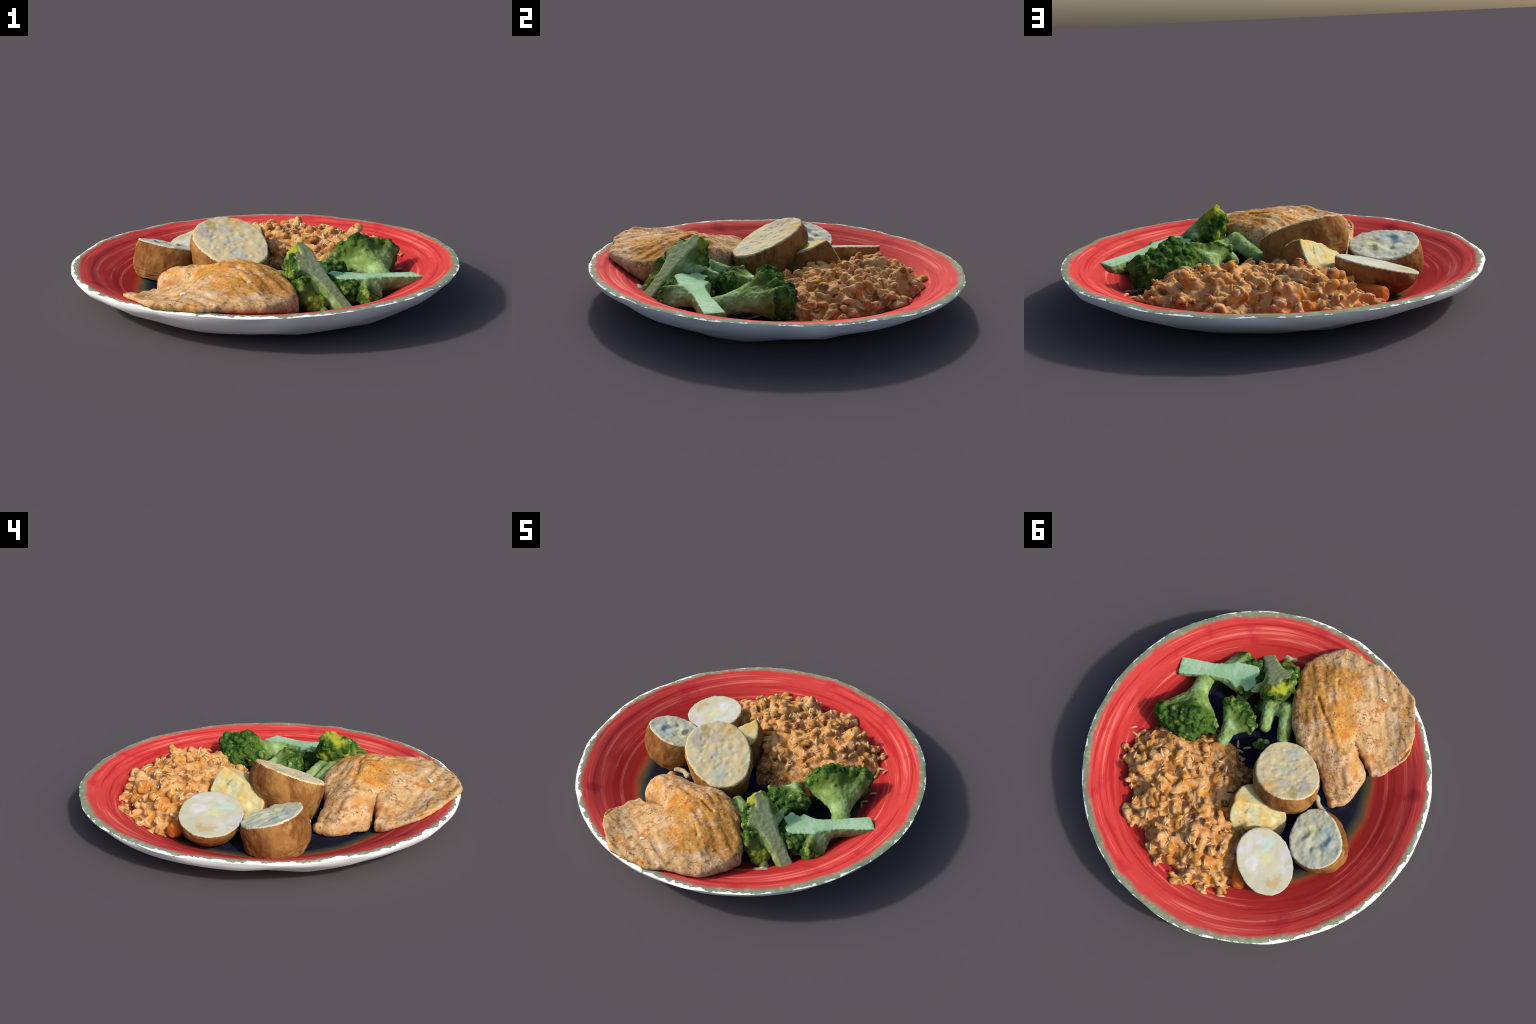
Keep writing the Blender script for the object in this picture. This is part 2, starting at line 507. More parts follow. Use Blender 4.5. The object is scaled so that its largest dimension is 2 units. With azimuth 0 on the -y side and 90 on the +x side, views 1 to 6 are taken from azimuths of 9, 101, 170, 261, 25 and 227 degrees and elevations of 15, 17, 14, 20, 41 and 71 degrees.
def build_chicken():
    h = 0.0058
    f = Field((-0.60, -1.01, 0.01), (0.30, -0.12, 0.31), h)
    X, Y = np.meshgrid(f.ax[0], f.ax[1], indexing="ij")
    flat = np.stack([X.ravel(), Y.ravel(), 0 * X.ravel()], 1)
    S = thin_plate(CHICKEN_TOP, X, Y)
    d = inside_distance(X, Y, spline_loop(CHICKEN_LOOP, 6))
    d = d + 0.006 * fbm(flat * 22, 2, 3).reshape(X.shape)
    # muscle fibres run roughly along (1, -0.8)
    fib = np.stack([(X * 0.62 + Y * 0.78).ravel() * 34, (X * 0.78 - Y * 0.62).ravel() * 9, 0 * X.ravel()], 1)
    S = S + 0.0055 * fbm(fib, 3, 11).reshape(X.shape) + 0.0018 * fbm(flat * 24, 2, 17).reshape(X.shape)
    B = np.maximum(plate_z(X, Y) + 0.002, S - 0.115)
    T = np.maximum(S - B, 0.022)
    e = np.minimum(T * 0.5, 0.030)
    Z = f.ax[2][None, None, :]
    qx = (-d + e)[:, :, None]
    qz = np.abs(Z - (S - T / 2)[:, :, None]) - (T / 2 - e)[:, :, None]
    f.v = (np.sqrt(np.maximum(qx, 0) ** 2 + np.maximum(qz, 0) ** 2) + np.minimum(np.maximum(qx, qz), 0) - e[:, :, None]).astype(np.float32)
    # the knife slit, a faint second line and the creases by the flap
    for a, b, r in (((0.03, -0.525, 0.282), (-0.08, -0.466, 0.276), 0.010), ((-0.08, -0.466, 0.275), (-0.163, -0.432, 0.254), 0.014), ((-0.02, -0.64, 0.268), (0.03, -0.70, 0.252), 0.006),
                    ((-0.54, -0.72, 0.185), (-0.545, -0.62, 0.158), 0.007), ((-0.545, -0.62, 0.158), (-0.50, -0.53, 0.125), 0.006), ((-0.47, -0.24, 0.10), (-0.40, -0.20, 0.095), 0.008)):
        def on_top(p):
            i, j = int((p[0] - f.lo[0]) / h), int((p[1] - f.lo[1]) / h)
            return (p[0], p[1], S[i, j] - 0.003)
        f.capsule(on_top(a), on_top(b), r, r * 0.8, 0.006, cut=True)
    f.ball((-0.43, -0.175, 0.065), 0.03, 0.01)
    V, Q = f.mesh()
    V = relax(V, Q, 2, 0.4)
    N = vnormals(V, Q)
    V += N * (0.0012 * fbm(V * 45, 3, 5))[:, None]

    m = Mat("roasted_meat", 0.5, 0.35)
    pale = m.mix(m.step(m.noise(9, 4), 0.38, 0.62), (0.47, 0.305, 0.135), (0.54, 0.365, 0.205))
    gold = m.mix(m.step(m.noise(14, 4, offset=(3, 1, 0)), 0.4, 0.65), (0.49, 0.25, 0.055), (0.42, 0.165, 0.03))
    ridge = m.math("MAXIMUM", m.near((0.02, -0.60, 0.24), 0.10, 0.30), m.near((-0.17, -0.50, 0.24), 0.04, 0.16))
    where = m.math("ADD", m.math("MULTIPLY", ridge, 0.22), m.math("MULTIPLY", m.noise(8.5, 6, 0.65), 0.85))
    c = m.mix(m.step(where, 0.40, 0.60), pale, gold)
    streak = m.noise(26, 4, 0.6, stretch=(1.0, 1.0, 0.7), distort=0.6)
    c = m.mix(m.step(streak, 0.52, 0.66, 0, 0.75), c, (0.34, 0.125, 0.035))
    c = m.mix(m.step(m.noise(16, 4, offset=(7, 2, 1)), 0.56, 0.70, 0, 0.6), c, (0.58, 0.48, 0.38))
    grain = m.noise(42, 5, 0.7, stretch=(1.0, 0.75, 1.0))
    c = m.mix(m.step(grain, 0.54, 0.64, 0, 0.6), c, (0.40, 0.155, 0.045))
    c = m.mix(m.step(grain, 0.44, 0.36, 0, 0.5), c, (0.56, 0.45, 0.32))
    pep = m.math("MULTIPLY", m.step(m.noise(78, 2, 0.4, offset=(2, 5, 1)), 0.60, 0.67), m.step(m.noise(11, 2, offset=(1, 9, 0)), 0.48, 0.56))
    c = m.mix(m.math("MULTIPLY", pep, 0.85), c, (0.13, 0.055, 0.025))
    herb = m.math("MULTIPLY", m.step(m.noise(48, 2, 0.5, offset=(6, 1, 3)), 0.63, 0.70), m.step(m.noise(8, 2, offset=(4, 4, 0)), 0.52, 0.57))
    c = m.mix(m.math("MULTIPLY", herb, 0.8), c, (0.11, 0.10, 0.03))
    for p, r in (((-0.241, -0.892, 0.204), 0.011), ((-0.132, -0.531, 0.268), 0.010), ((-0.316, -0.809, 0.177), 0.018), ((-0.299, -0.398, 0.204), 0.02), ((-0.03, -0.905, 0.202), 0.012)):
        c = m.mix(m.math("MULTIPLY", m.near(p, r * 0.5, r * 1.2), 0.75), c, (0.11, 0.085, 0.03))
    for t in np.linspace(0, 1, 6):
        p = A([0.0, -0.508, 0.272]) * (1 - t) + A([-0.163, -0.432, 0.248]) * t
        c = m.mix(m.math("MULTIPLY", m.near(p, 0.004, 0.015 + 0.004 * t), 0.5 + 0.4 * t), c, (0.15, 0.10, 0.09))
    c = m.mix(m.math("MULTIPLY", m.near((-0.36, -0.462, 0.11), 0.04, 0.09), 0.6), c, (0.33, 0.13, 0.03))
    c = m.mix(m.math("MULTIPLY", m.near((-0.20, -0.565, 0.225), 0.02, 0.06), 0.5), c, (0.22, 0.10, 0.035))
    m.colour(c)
    m.bump(m.math("ADD", m.noise(60, 4), m.math("MULTIPLY", streak, 0.7)), 0.5, 0.007)
    base = A([-0.15, -0.58, 0.04])
    me = make_mesh("chicken_breast", V - base, Q, m.m)
    # masks above are in world space: shift the coordinate to the thing's base
    shift_coords(m, base)
    o = thing("chicken_breast", base, "golden seared chicken breast with peppered surface", "meat", me)
    g = Mat("garlic", 0.5).colour((0.85, 0.85, 0.74))
    f = Field((-0.27, -0.835, 0.17), (-0.21, -0.775, 0.23), 0.003)
    f.capsule((-0.248, -0.808, 0.203), (-0.234, -0.803, 0.203), 0.008, 0.006)
    V, Q = f.mesh()
    part("garlic_bit", o, V - base, Q, g.m)


def shift_coords(m, base):
    """let a material that was written in world space read an object whose origin is at base"""
    add = m.n("ShaderNodeVectorMath", operation="ADD")
    old = [l.to_socket for l in m.t.links if l.from_socket == m.obj]
    m.t.links.new(m.obj, add.inputs[0])
    add.inputs[1].default_value = tuple(base)
    for s in old:
        m.t.links.new(add.outputs[0], s)


# ------------------------------------------------------------------ potatoes
def frame(n):
    n = A(n, float) / np.linalg.norm(n)
    a = np.cross(n, [0, 1, 0])
    a /= np.linalg.norm(a)
    return n, a, np.cross(n, a)


def potato_materials(base, seed, flesh_a, flesh_b, flesh_c, patches=()):
    s = Mat("potato_skin", 0.5, 0.35)
    o = (seed * 3.1, seed * 1.7, 0)
    c = s.mix(s.step(s.noise(6, 4, offset=o), 0.36, 0.64), (0.20, 0.085, 0.026), (0.29, 0.145, 0.044))
    c = s.mix(s.step(s.noise(11, 5, 0.65, offset=o, stretch=(1, 1, 0.45)), 0.48, 0.64, 0, 0.85), c, (0.14, 0.045, 0.013))
    c = s.mix(s.step(s.noise(9, 3, offset=(seed, 5, 2)), 0.58, 0.70, 0, 0.7), c, (0.36, 0.225, 0.085))  # lighter blotches: highlights on the skin, painted into its colour
    c = s.mix(s.step(s.voro(36), 0.20, 0.10, 0, 0.55), c, (0.09, 0.035, 0.015))
    s.colour(c).bump(s.noise(40, 4), 0.3, 0.006)
    m = Mat("potato_flesh", 0.5, 0.35)
    c = m.mix(m.step(m.noise(7, 4, offset=o), 0.38, 0.62), flesh_a, flesh_b)
    c = m.mix(m.step(m.noise(8, 3, 0.5, offset=(seed * 2, 1, 4)), 0.56, 0.66, 0, 0.75), c, flesh_c)
    c = m.mix(m.step(m.noise(12, 3, offset=(2, seed * 3, 1)), 0.62, 0.70, 0, 0.6), c, (0.58, 0.57, 0.26))
    c = m.mix(m.step(m.voro(45), 0.14, 0.07, 0, 0.35), c, (0.35, 0.32, 0.24))
    warp = m.math("MULTIPLY", m.math("SUBTRACT", m.noise(15, 5, 0.65, offset=o), 0.5), 0.19)
    for p, r, col in patches:
        d = m.math("ADD", m.vmath("DISTANCE", m.obj, p), warp)
        c = m.mix(m.step(d, r * 0.5, r * 1.25, 0.75, 0.0), c, col)
    m.colour(c).bump(m.noise(34, 4), 0.15, 0.004)
    shift_coords(m, base)
    shift_coords(s, base)
    return m.m, s.m


def finish_potato(f, cuts, base, seed, flesh, rough_cut=0.003, label="chunk of boiled potato with brown skin", dents=False, patches=()):
    """cuts: planes (p, n) whose faces show flesh"""
    V, Q = f.mesh()
    V = relax(V, Q, 1, 0.4)
    N = vnormals(V, Q)
    lab = np.ones(len(V), int)
    rag = 0.004 * fbm(V * 30, 2, seed + 40)
    for p, n in cuts:
        n = A(n, float) / np.linalg.norm(n)
        dist = (V - A(p)) @ n
        lab[(dist > -0.0075 + rag * 0.8) & (N @ n > 0.35)] = 0
        rad = np.linalg.norm((V - A(p)) - np.outer(dist, n), axis=1)
        if dents:
            lab[(dist > -0.035) & (rad < 0.12)] = 0
    V += N * (np.where(lab == 0, rough_cut, 0.0035) * fbm(V * 26, 3, seed))[:, None]
    V += N * (0.0035 * np.where(lab == 1, fbm(V * 7, 2, seed + 3), 0))[:, None]
    base = A(base, float)
    fm, sm = potato_materials(base, seed, *flesh, patches)
    o = thing("potato_chunk", base, label, "potato")
    split(o, V - base, Q, lab, ["potato_flesh", "potato_skin"], [fm, sm])


def potato_column(c, n, R, bulge, depth, h=0.0055, egg=(0, 0), slump=0):
    """a slice of a tuber: face centre c, face normal n, radius profile along the axis"""
    n, a, b = frame(n)
    m = max(R, max(bulge)) + 0.04
    ends = A([A(c) + n * 0.03, A(c) - n * (depth + 0.02)])
    f = Field(ends.min(0) - m, ends.max(0) + m, h)
    X, Y, Z = np.meshgrid(*f.ax, indexing="ij", sparse=True)
    X, Y, Z = X - c[0], Y - c[1], Z - c[2]
    t = -(X * n[0] + Y * n[1] + Z * n[2])
    u = X * a[0] + Y * a[1] + Z * a[2]
    w = X * b[0] + Y * b[1] + Z * b[2]
    th = np.arctan2(w, u)
    prof = np.interp(t, np.linspace(0, depth, len(bulge)), bulge)
    rr = prof + egg[0] * np.cos(2 * th) + egg[1] * np.sin(2 * th) + 0.006 * np.sin(3 * th + 1)
    side = np.hypot(u, w) - rr
    f.v = np.maximum(np.maximum(side, -t), t - depth).astype(np.float32)
    # the flanks slump: sweep the body straight down to the plate
    k = int(round(0.02 / f.h))
    for i in range(1, slump + 1):
        f.v[:, :, :-k] = np.minimum(f.v[:, :, :-k], f.v[:, :, k:] + 0.004)
    f.v = np.maximum(f.v, (0.034 - f.ax[2])[None, None, :]).astype(np.float32)
    return f


def build_potatoes():
    # the big slice that leans on the others
    c, n = A([-0.159, -0.088, 0.271]), A([0.159, -0.378, 0.912])
    f = potato_column(c, n, 0.2, (0.195, 0.204, 0.206, 0.200, 0.186), 0.128, egg=(0.005, -0.019), slump=5)
    nn, a, b = frame(n)
    f.capsule(c + a * -0.05 + b * 0.01 + nn * 0.008, c + a * 0.09 + b * 0.03 + nn * 0.008, 0.011, 0.011, 0.01, cut=True)
    for i in range(16):
        q = RNG.uniform(-0.13, 0.13, 2)
        f.ball(c + a * q[0] + b * q[1] + nn * 0.006, RNG.uniform(0.008, 0.015), 0.006, cut=True)
    finish_potato(f, [(c, n)], (-0.18, -0.05, 0.05), 2, ((0.50, 0.42, 0.245), (0.56, 0.47, 0.28), (0.44, 0.46, 0.38)), 0.003, "thick potato slice with pitted cream cut face", False,
                  [((-0.30, -0.07, 0.30), 0.055, (0.38, 0.33, 0.31)), ((-0.22, -0.02, 0.31), 0.035, (0.42, 0.37, 0.33)), ((-0.10, -0.20, 0.21), 0.06, (0.39, 0.44, 0.39)), ((-0.17, 0.07, 0.34), 0.05, (0.48, 0.31, 0.10)), ((-0.29, 0.0, 0.33), 0.035, (0.33, 0.28, 0.09))])
    # upright chunk
    c, n = A([-0.532, 0.075, 0.195]), A([0.151, 0.223, 0.963])
    f = potato_column(c, n, 0.17, (0.157, 0.168, 0.173, 0.173, 0.166), 0.152, egg=(0.004, -0.011), slump=3)
    nn, a, b = frame(n)
    for i in range(12):
        q = RNG.uniform(-0.09, 0.09, 2)
        r = RNG.uniform(0.018, 0.032)
        f.ball(c + a * q[0] + b * q[1] + nn * (r * 0.72 if i % 2 else -r * 0.75), r, 0.012, cut=bool(i % 2))
    finish_potato(f, [(c, n)], (-0.55, 0.05, 0.04), 5, ((0.47, 0.47, 0.34), (0.52, 0.52, 0.41), (0.30, 0.40, 0.43)), 0.004, "upright potato chunk with rough pale cut top", True,
                  [((-0.60, 0.05, 0.205), 0.045, (0.27, 0.37, 0.40)), ((-0.55, 0.0, 0.21), 0.04, (0.30, 0.42, 0.44)), ((-0.49, 0.05, 0.195), 0.03, (0.55, 0.55, 0.25)), ((-0.53, 0.12, 0.18), 0.03, (0.53, 0.53, 0.28))])
    # halved potato, round below
    c, n = A([-0.419, 0.355, 0.176]), A([-0.25, -0.074, 0.965])
    nn, a, b = frame(n)
    f = Field(c - 0.24, c + 0.24, 0.0055)
    X, Y, Z = np.meshgrid(*f.ax, indexing="ij", sparse=True)
    X, Y, Z = X - c[0], Y - c[1], Z - c[2]
    t = -(X * nn[0] + Y * nn[1] + Z * nn[2])
    u = X * a[0] + Y * a[1] + Z * a[2]
    w = X * b[0] + Y * b[1] + Z * b[2]
    th = np.arctan2(w, u)
    R = 0.173 + 0.013 * np.cos(2 * th) - 0.014 * np.sin(2 * th)
    q = np.sqrt((np.hypot(u, w) / R) ** 2.2 + (np.abs(t) / 0.135) ** 2.2)
    f.v = np.maximum((q ** (1 / 1.1) - 1) * 0.14, -t).astype(np.float32)
    finish_potato(f, [(c, n)], (-0.42, 0.36, 0.05), 9, ((0.385, 0.385, 0.285), (0.43, 0.42, 0.31), (0.46, 0.46, 0.48)), 0.0015, "halved potato with smooth pale cut face", False,
                  [((-0.37, 0.29, 0.18), 0.04, (0.38, 0.50, 0.46)), ((-0.42, 0.34, 0.175), 0.03, (0.48, 0.50, 0.24)), ((-0.38, 0.42, 0.19), 0.05, (0.50, 0.49, 0.52)), ((-0.47, 0.24, 0.155), 0.045, (0.45, 0.44, 0.48)), ((-0.53, 0.40, 0.15), 0.04, (0.40, 0.28, 0.11))])
    # wedge under the slice
    apex = A([-0.118, 0.225, 0.282])
    cuts = [(apex, A([-0.69, 0.50, 0.52])), (apex, A([-0.02, -0.45, 0.89]))]
    f = Field((-0.38, 0.0, 0.0), (0.06, 0.40, 0.34), 0.0055)
    X, Y, Z = np.meshgrid(*f.ax, indexing="ij", sparse=True)
    q = np.sqrt(((X + 0.185) / 0.175) ** 2 + ((Y - 0.19) / 0.155) ** 2 + ((Z - 0.12) / 0.24) ** 2)
    f.v = np.maximum((q - 1) * 0.15, 0.035 - Z).astype(np.float32)
    for p, n in cuts:
        f.keep(p, n)
    f.capsule((-0.20, 0.27, 0.145), (-0.27, 0.17, 0.13), 0.03, 0.03, 0.02)
    finish_potato(f, cuts + [((-0.235, 0.22, 0.165), (-0.69, 0.50, 0.52))], (-0.17, 0.2, 0.04), 13, ((0.54, 0.49, 0.25), (0.54, 0.38, 0.13), (0.50, 0.52, 0.36)), 0.004, "yellowish potato wedge with brown skin", False,
                  [((-0.164, 0.240, 0.229), 0.016, (0.07, 0.11, 0.02)), ((-0.15, 0.30, 0.17), 0.014, (0.08, 0.12, 0.02)), ((-0.20, 0.22, 0.20), 0.05, (0.50, 0.52, 0.34))])


# ------------------------------------------------------------------ broccoli
def build_floret(base, stems, crowns, cut=None, label="small green broccoli floret", seed=1, yellow=0.0, twigs=(), fan=None, end=None):
    P = A([p for s in stems for p in (s[0], s[1])] + [c[:3] for c in crowns])
    R = max([max(s[2], s[3]) for s in stems] + [c[3] for c in crowns])
    f = Field(P.min(0) - R - 0.03, P.max(0) + R + 0.03, 0.0048)
    for a, b, ra, rb in stems:
        f.capsule(a, b, ra, rb, 0.02)
    fan = A(stems[0][1] if fan is None else fan, float)
    for x, y, z, r in crowns:
        f.capsule(fan, (x, y, z), min(0.03, r * 0.7), r * 0.8, 0.02)
    rng = np.random.default_rng(seed)
    bumps = []
    for x, y, z, r in crowns:
        f.ball((x, y, z), r * 0.88, 0.014)
        for i in range(int(36 * (r / 0.06) ** 2)):
            v = rng.normal(size=3)
            v /= np.linalg.norm(v)
            if v @ (A([x, y, z]) - fan) > -0.1 * np.linalg.norm(A([x, y, z]) - fan):
                bumps.append((A([x, y, z]) + v * r * 0.86, rng.uniform(0.010, 0.022)))
    for p, r in bumps:
        # buds only grow where the crown faces away from the stems
        ds = min(seg_dist(p, s[0], s[1]) - max(s[2], s[3]) for s in stems)
        if ds > -0.004:
            f.ball(p, r, 0.006)
    for a, b, ra, rb in twigs:
        f.capsule(a, b, ra, rb, 0.006)
    if cut:
        f.keep(*cut)
    if end:
        f.keep(*end)
    V, Q = f.mesh()
    V = relax(V, Q, 1, 0.35)
    N = vnormals(V, Q)
    dstem = np.min([seg_dists(V, s[0], s[1]) - np.interp(seg_t(V, s[0], s[1]), [0, 1], [s[2], s[3]]) for s in stems + list(twigs)], 0)
    dcrown = np.min([np.linalg.norm(V - A(c[:3]), axis=1) - c[3] for c in crowns], 0)
    lab = np.zeros(len(V), int)
    for c in crowns:
        u = A(c[:3]) - fan
        u /= max(np.linalg.norm(u), 1e-6)
        w = V - A(c[:3])
        lab[(np.linalg.norm(w, axis=1) < c[3] * 1.18) & (w @ u > c[3] * (0.12 * fbm(V * 30, 2, seed) - 0.12)) & (dstem > -0.004)] = 1
    if cut:
        n = A(cut[1], float) / np.linalg.norm(cut[1])
        flat = ((V - A(cut[0])) @ n > -0.005) & (N @ n > 0.6)
        lab[flat] = 2
    amp = np.choose(lab, [0.0028, 0.004, 0.0012])
    V += N * (amp * fbm(V * 60, 3, seed + 9))[:, None]
    V += N * (np.where(lab == 1, 0.003, 0) * (0.45 - cells(V * 85, seed)))[:, None]
    base = A(base, float)
    st = Mat("broccoli_stem", 0.5, 0.3)
    c = st.mix(st.step(st.noise(12, 4, offset=(seed, 0, 0)), 0.38, 0.62), (0.17, 0.26, 0.075), (0.30, 0.43, 0.19))
    c = st.mix(st.step(st.noise(20, 4, offset=(0, seed, 3)), 0.50, 0.66, 0, 0.75), c, (0.14, 0.21, 0.03))
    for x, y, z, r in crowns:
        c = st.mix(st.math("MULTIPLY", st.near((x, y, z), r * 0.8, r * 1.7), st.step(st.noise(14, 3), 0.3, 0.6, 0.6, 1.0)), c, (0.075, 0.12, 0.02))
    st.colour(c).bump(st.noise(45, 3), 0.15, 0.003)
    cr = Mat("broccoli_buds", 0.6, 0.25)
    g = cr.mix(cr.step(cr.noise(22, 4, 0.6), 0.38, 0.64), (0.016, 0.048, 0.011), (0.062, 0.125, 0.020))
    g = cr.mix(cr.step(cr.noise(24, 3, offset=(seed, 2, 0)), 0.57, 0.70, 0, 0.8), g, (0.24, 0.33, 0.06))
    g = cr.mix(cr.step(cr.voro(110), 0.35, 0.15, 0, 0.35), g, (0.14, 0.24, 0.05))
    if yellow:
        g = cr.mix(cr.step(cr.noise(9, 3, offset=(5, seed, 0)), 0.42, 0.60, 0, yellow), g, (0.28, 0.30, 0.03))
    cr.colour(g).bump(cr.voro(120), 0.4, 0.004)
    cf = Mat("broccoli_cut", 0.45, 0.35)
    c = cf.mix(cf.step(cf.noise(9, 4), 0.38, 0.62), (0.28, 0.48, 0.26) if not yellow else (0.26, 0.32, 0.13), (0.38, 0.56, 0.36) if not yellow else (0.33, 0.39, 0.20))
    c = cf.mix(cf.step(cf.noise(17, 3, offset=(3, 3, 3)), 0.58, 0.70, 0, 0.6), c, (0.28, 0.50, 0.36) if not yellow else (0.42, 0.50, 0.18))
    c = cf.mix(cf.step(cf.voro(40), 0.13, 0.07, 0, 0.7), c, (0.06, 0.09, 0.02))
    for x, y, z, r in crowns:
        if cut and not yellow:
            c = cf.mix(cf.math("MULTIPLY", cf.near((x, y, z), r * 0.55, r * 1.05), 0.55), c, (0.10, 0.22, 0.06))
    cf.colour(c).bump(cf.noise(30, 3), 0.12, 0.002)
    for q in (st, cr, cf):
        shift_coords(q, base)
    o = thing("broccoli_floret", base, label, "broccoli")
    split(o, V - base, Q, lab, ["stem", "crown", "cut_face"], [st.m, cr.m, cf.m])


def seg_t(P, a, b):
    a, b = A(a, float), A(b, float)
    u = b - a
    return np.clip(((P - a) @ u) / max(u @ u, 1e-9), 0, 1)


def seg_dists(P, a, b):
    t = seg_t(P, a, b)
    return np.linalg.norm(P - A(a) - t[:, None] * (A(b, float) - A(a)), axis=1)


def seg_dist(p, a, b):
    return seg_dists(A(p)[None], a, b)[0]


def build_broccoli():
    # halved floret lying with its cut face up
    build_floret((0.60, -0.30, 0.08),
                 [((0.785, -0.150, 0.135), (0.60, -0.270, 0.145), 0.056, 0.046), ((0.60, -0.270, 0.145), (0.50, -0.345, 0.150), 0.046, 0.062),
                  ((0.50, -0.345, 0.150), (0.435, -0.405, 0.155), 0.060, 0.055), ((0.53, -0.31, 0.155), (0.450, -0.275, 0.158), 0.036, 0.026), ((0.545, -0.325, 0.150), (0.548, -0.425, 0.152), 0.034, 0.030), ((0.54, -0.37, 0.14), (0.60, -0.425, 0.10), 0.030, 0.022)],
                 [(0.405, -0.405, 0.135, 0.062), (0.465, -0.440, 0.130, 0.055), (0.555, -0.450, 0.115, 0.050), (0.600, -0.440, 0.095, 0.032), (0.405, -0.335, 0.150, 0.062), (0.48, -0.39, 0.14, 0.06), (0.415, -0.295, 0.120, 0.045)],
                 cut=((0.601, -0.266, 0.176), (0.06, 0.09, 1.0)), label="halved broccoli floret with flat mint green cut", seed=3, end=((0.797, -0.142, 0.15), (0.84, 0.54, 0.0)))
    # large floret with its crown against the rice
    build_floret((0.52, 0.02, 0.08),
                 [((0.640, -0.205, 0.110), (0.590, -0.095, 0.140), 0.052, 0.050), ((0.590, -0.095, 0.140), (0.510, -0.015, 0.185), 0.046, 0.040), ((0.585, -0.095, 0.140), (0.565, 0.030, 0.190), 0.042, 0.036),
                  ((0.600, -0.090, 0.125), (0.630, 0.060, 0.165), 0.036, 0.030), ((0.57, -0.09, 0.14), (0.43, -0.035, 0.160), 0.036, 0.030)],
                 [(0.490, 0.045, 0.225, 0.075), (0.430, 0.030, 0.190, 0.072), (0.385, 0.005, 0.165, 0.048), (0.555, 0.090, 0.195, 0.066), (0.628, 0.128, 0.190, 0.064), (0.560, 0.130, 0.150, 0.075), (0.470, 0.105, 0.150, 0.085), (0.620, 0.125, 0.130, 0.06)],
                 label="large broccoli floret with dark green crown", seed=5,
                 twigs=[((0.525, -0.02, 0.215), (0.525, -0.034, 0.243), 0.010, 0.007), ((0.575, 0.075, 0.235), (0.576, 0.1, 0.262), 0.018, 0.015)])
    # sliced floret leaning on the chicken
    build_floret((0.34, -0.46, 0.07),
                 [((0.470, -0.565, 0.075), (0.380, -0.510, 0.140), 0.042, 0.050), ((0.380, -0.510, 0.140), (0.285, -0.450, 0.220), 0.050, 0.066), ((0.30, -0.45, 0.20), (0.245, -0.395, 0.285), 0.050, 0.050),
                  ((0.31, -0.44, 0.18), (0.335, -0.345, 0.205), 0.035, 0.025), ((0.31, -0.47, 0.18), (0.245, -0.490, 0.255), 0.040, 0.035)],
                 [(0.234, -0.388, 0.284, 0.064), (0.226, -0.452, 0.255, 0.064), (0.260, -0.365, 0.225, 0.054), (0.232, -0.420, 0.195, 0.062), (0.240, -0.505, 0.245, 0.045), (0.27, -0.50, 0.17, 0.05)],
                 cut=((0.349, -0.481, 0.229), (0.53, -0.34, 0.77)), label="sliced yellow green broccoli floret leaning upright", seed=7, yellow=0.85,
                 twigs=[((0.33, -0.33, 0.205), (0.345, -0.305, 0.22), 0.014, 0.010)])
    # small floret in the middle
    build_floret((0.30, -0.10, 0.05),
                 [((0.283, 0.005, 0.100), (0.300, -0.070, 0.135), 0.036, 0.040), ((0.300, -0.070, 0.135), (0.375, -0.140, 0.180), 0.034, 0.026), ((0.295, -0.070, 0.135), (0.235, -0.130, 0.165), 0.034, 0.026)],
                 [(0.385, -0.165, 0.165, 0.050), (0.330, -0.180, 0.150, 0.066), (0.270, -0.170, 0.150, 0.060), (0.222, -0.155, 0.155, 0.042), (0.31, -0.18, 0.10, 0.06)],
                 label="small broccoli floret with pale forked stem", seed=9, twigs=[((0.205, -0.15, 0.17), (0.184, -0.149, 0.190), 0.011, 0.010)])
    # stalks tucked beside the chicken
    build_floret((0.14, -0.30, 0.05),
                 [((0.035, -0.245, 0.098), (0.130, -0.375, 0.160), 0.036, 0.044), ((0.172, -0.235, 0.090), (0.235, -0.345, 0.140), 0.036, 0.042), ((0.13, -0.375, 0.15), (0.235, -0.345, 0.13), 0.04, 0.04)],
                 [(0.18, -0.41, 0.09, 0.055), (0.24, -0.385, 0.085, 0.055), (0.265, -0.31, 0.08, 0.045)],
                 label="broccoli floret with two pale stalks", seed=11)
    # crown tucked under the leaning slice
    build_floret((0.32, -0.58, 0.07),
                 [((0.37, -0.62, 0.085), (0.32, -0.57, 0.10), 0.025, 0.03)],
                 [(0.325, -0.575, 0.105, 0.052), (0.29, -0.555, 0.12, 0.050), (0.26, -0.55, 0.17, 0.055), (0.29, -0.50, 0.12, 0.06)],
                 label="dark broccoli crown tucked beneath other florets", seed=13, yellow=0.4)
    # loose crumb on the blue well
    build_floret((0.12, -0.14, 0.04), [((0.15, -0.12, 0.045), (0.13, -0.13, 0.055), 0.012, 0.014)], [(0.118, -0.142, 0.058, 0.032), (0.095, -0.16, 0.06, 0.028)],
                 label="tiny dark green broccoli crumb", seed=15)


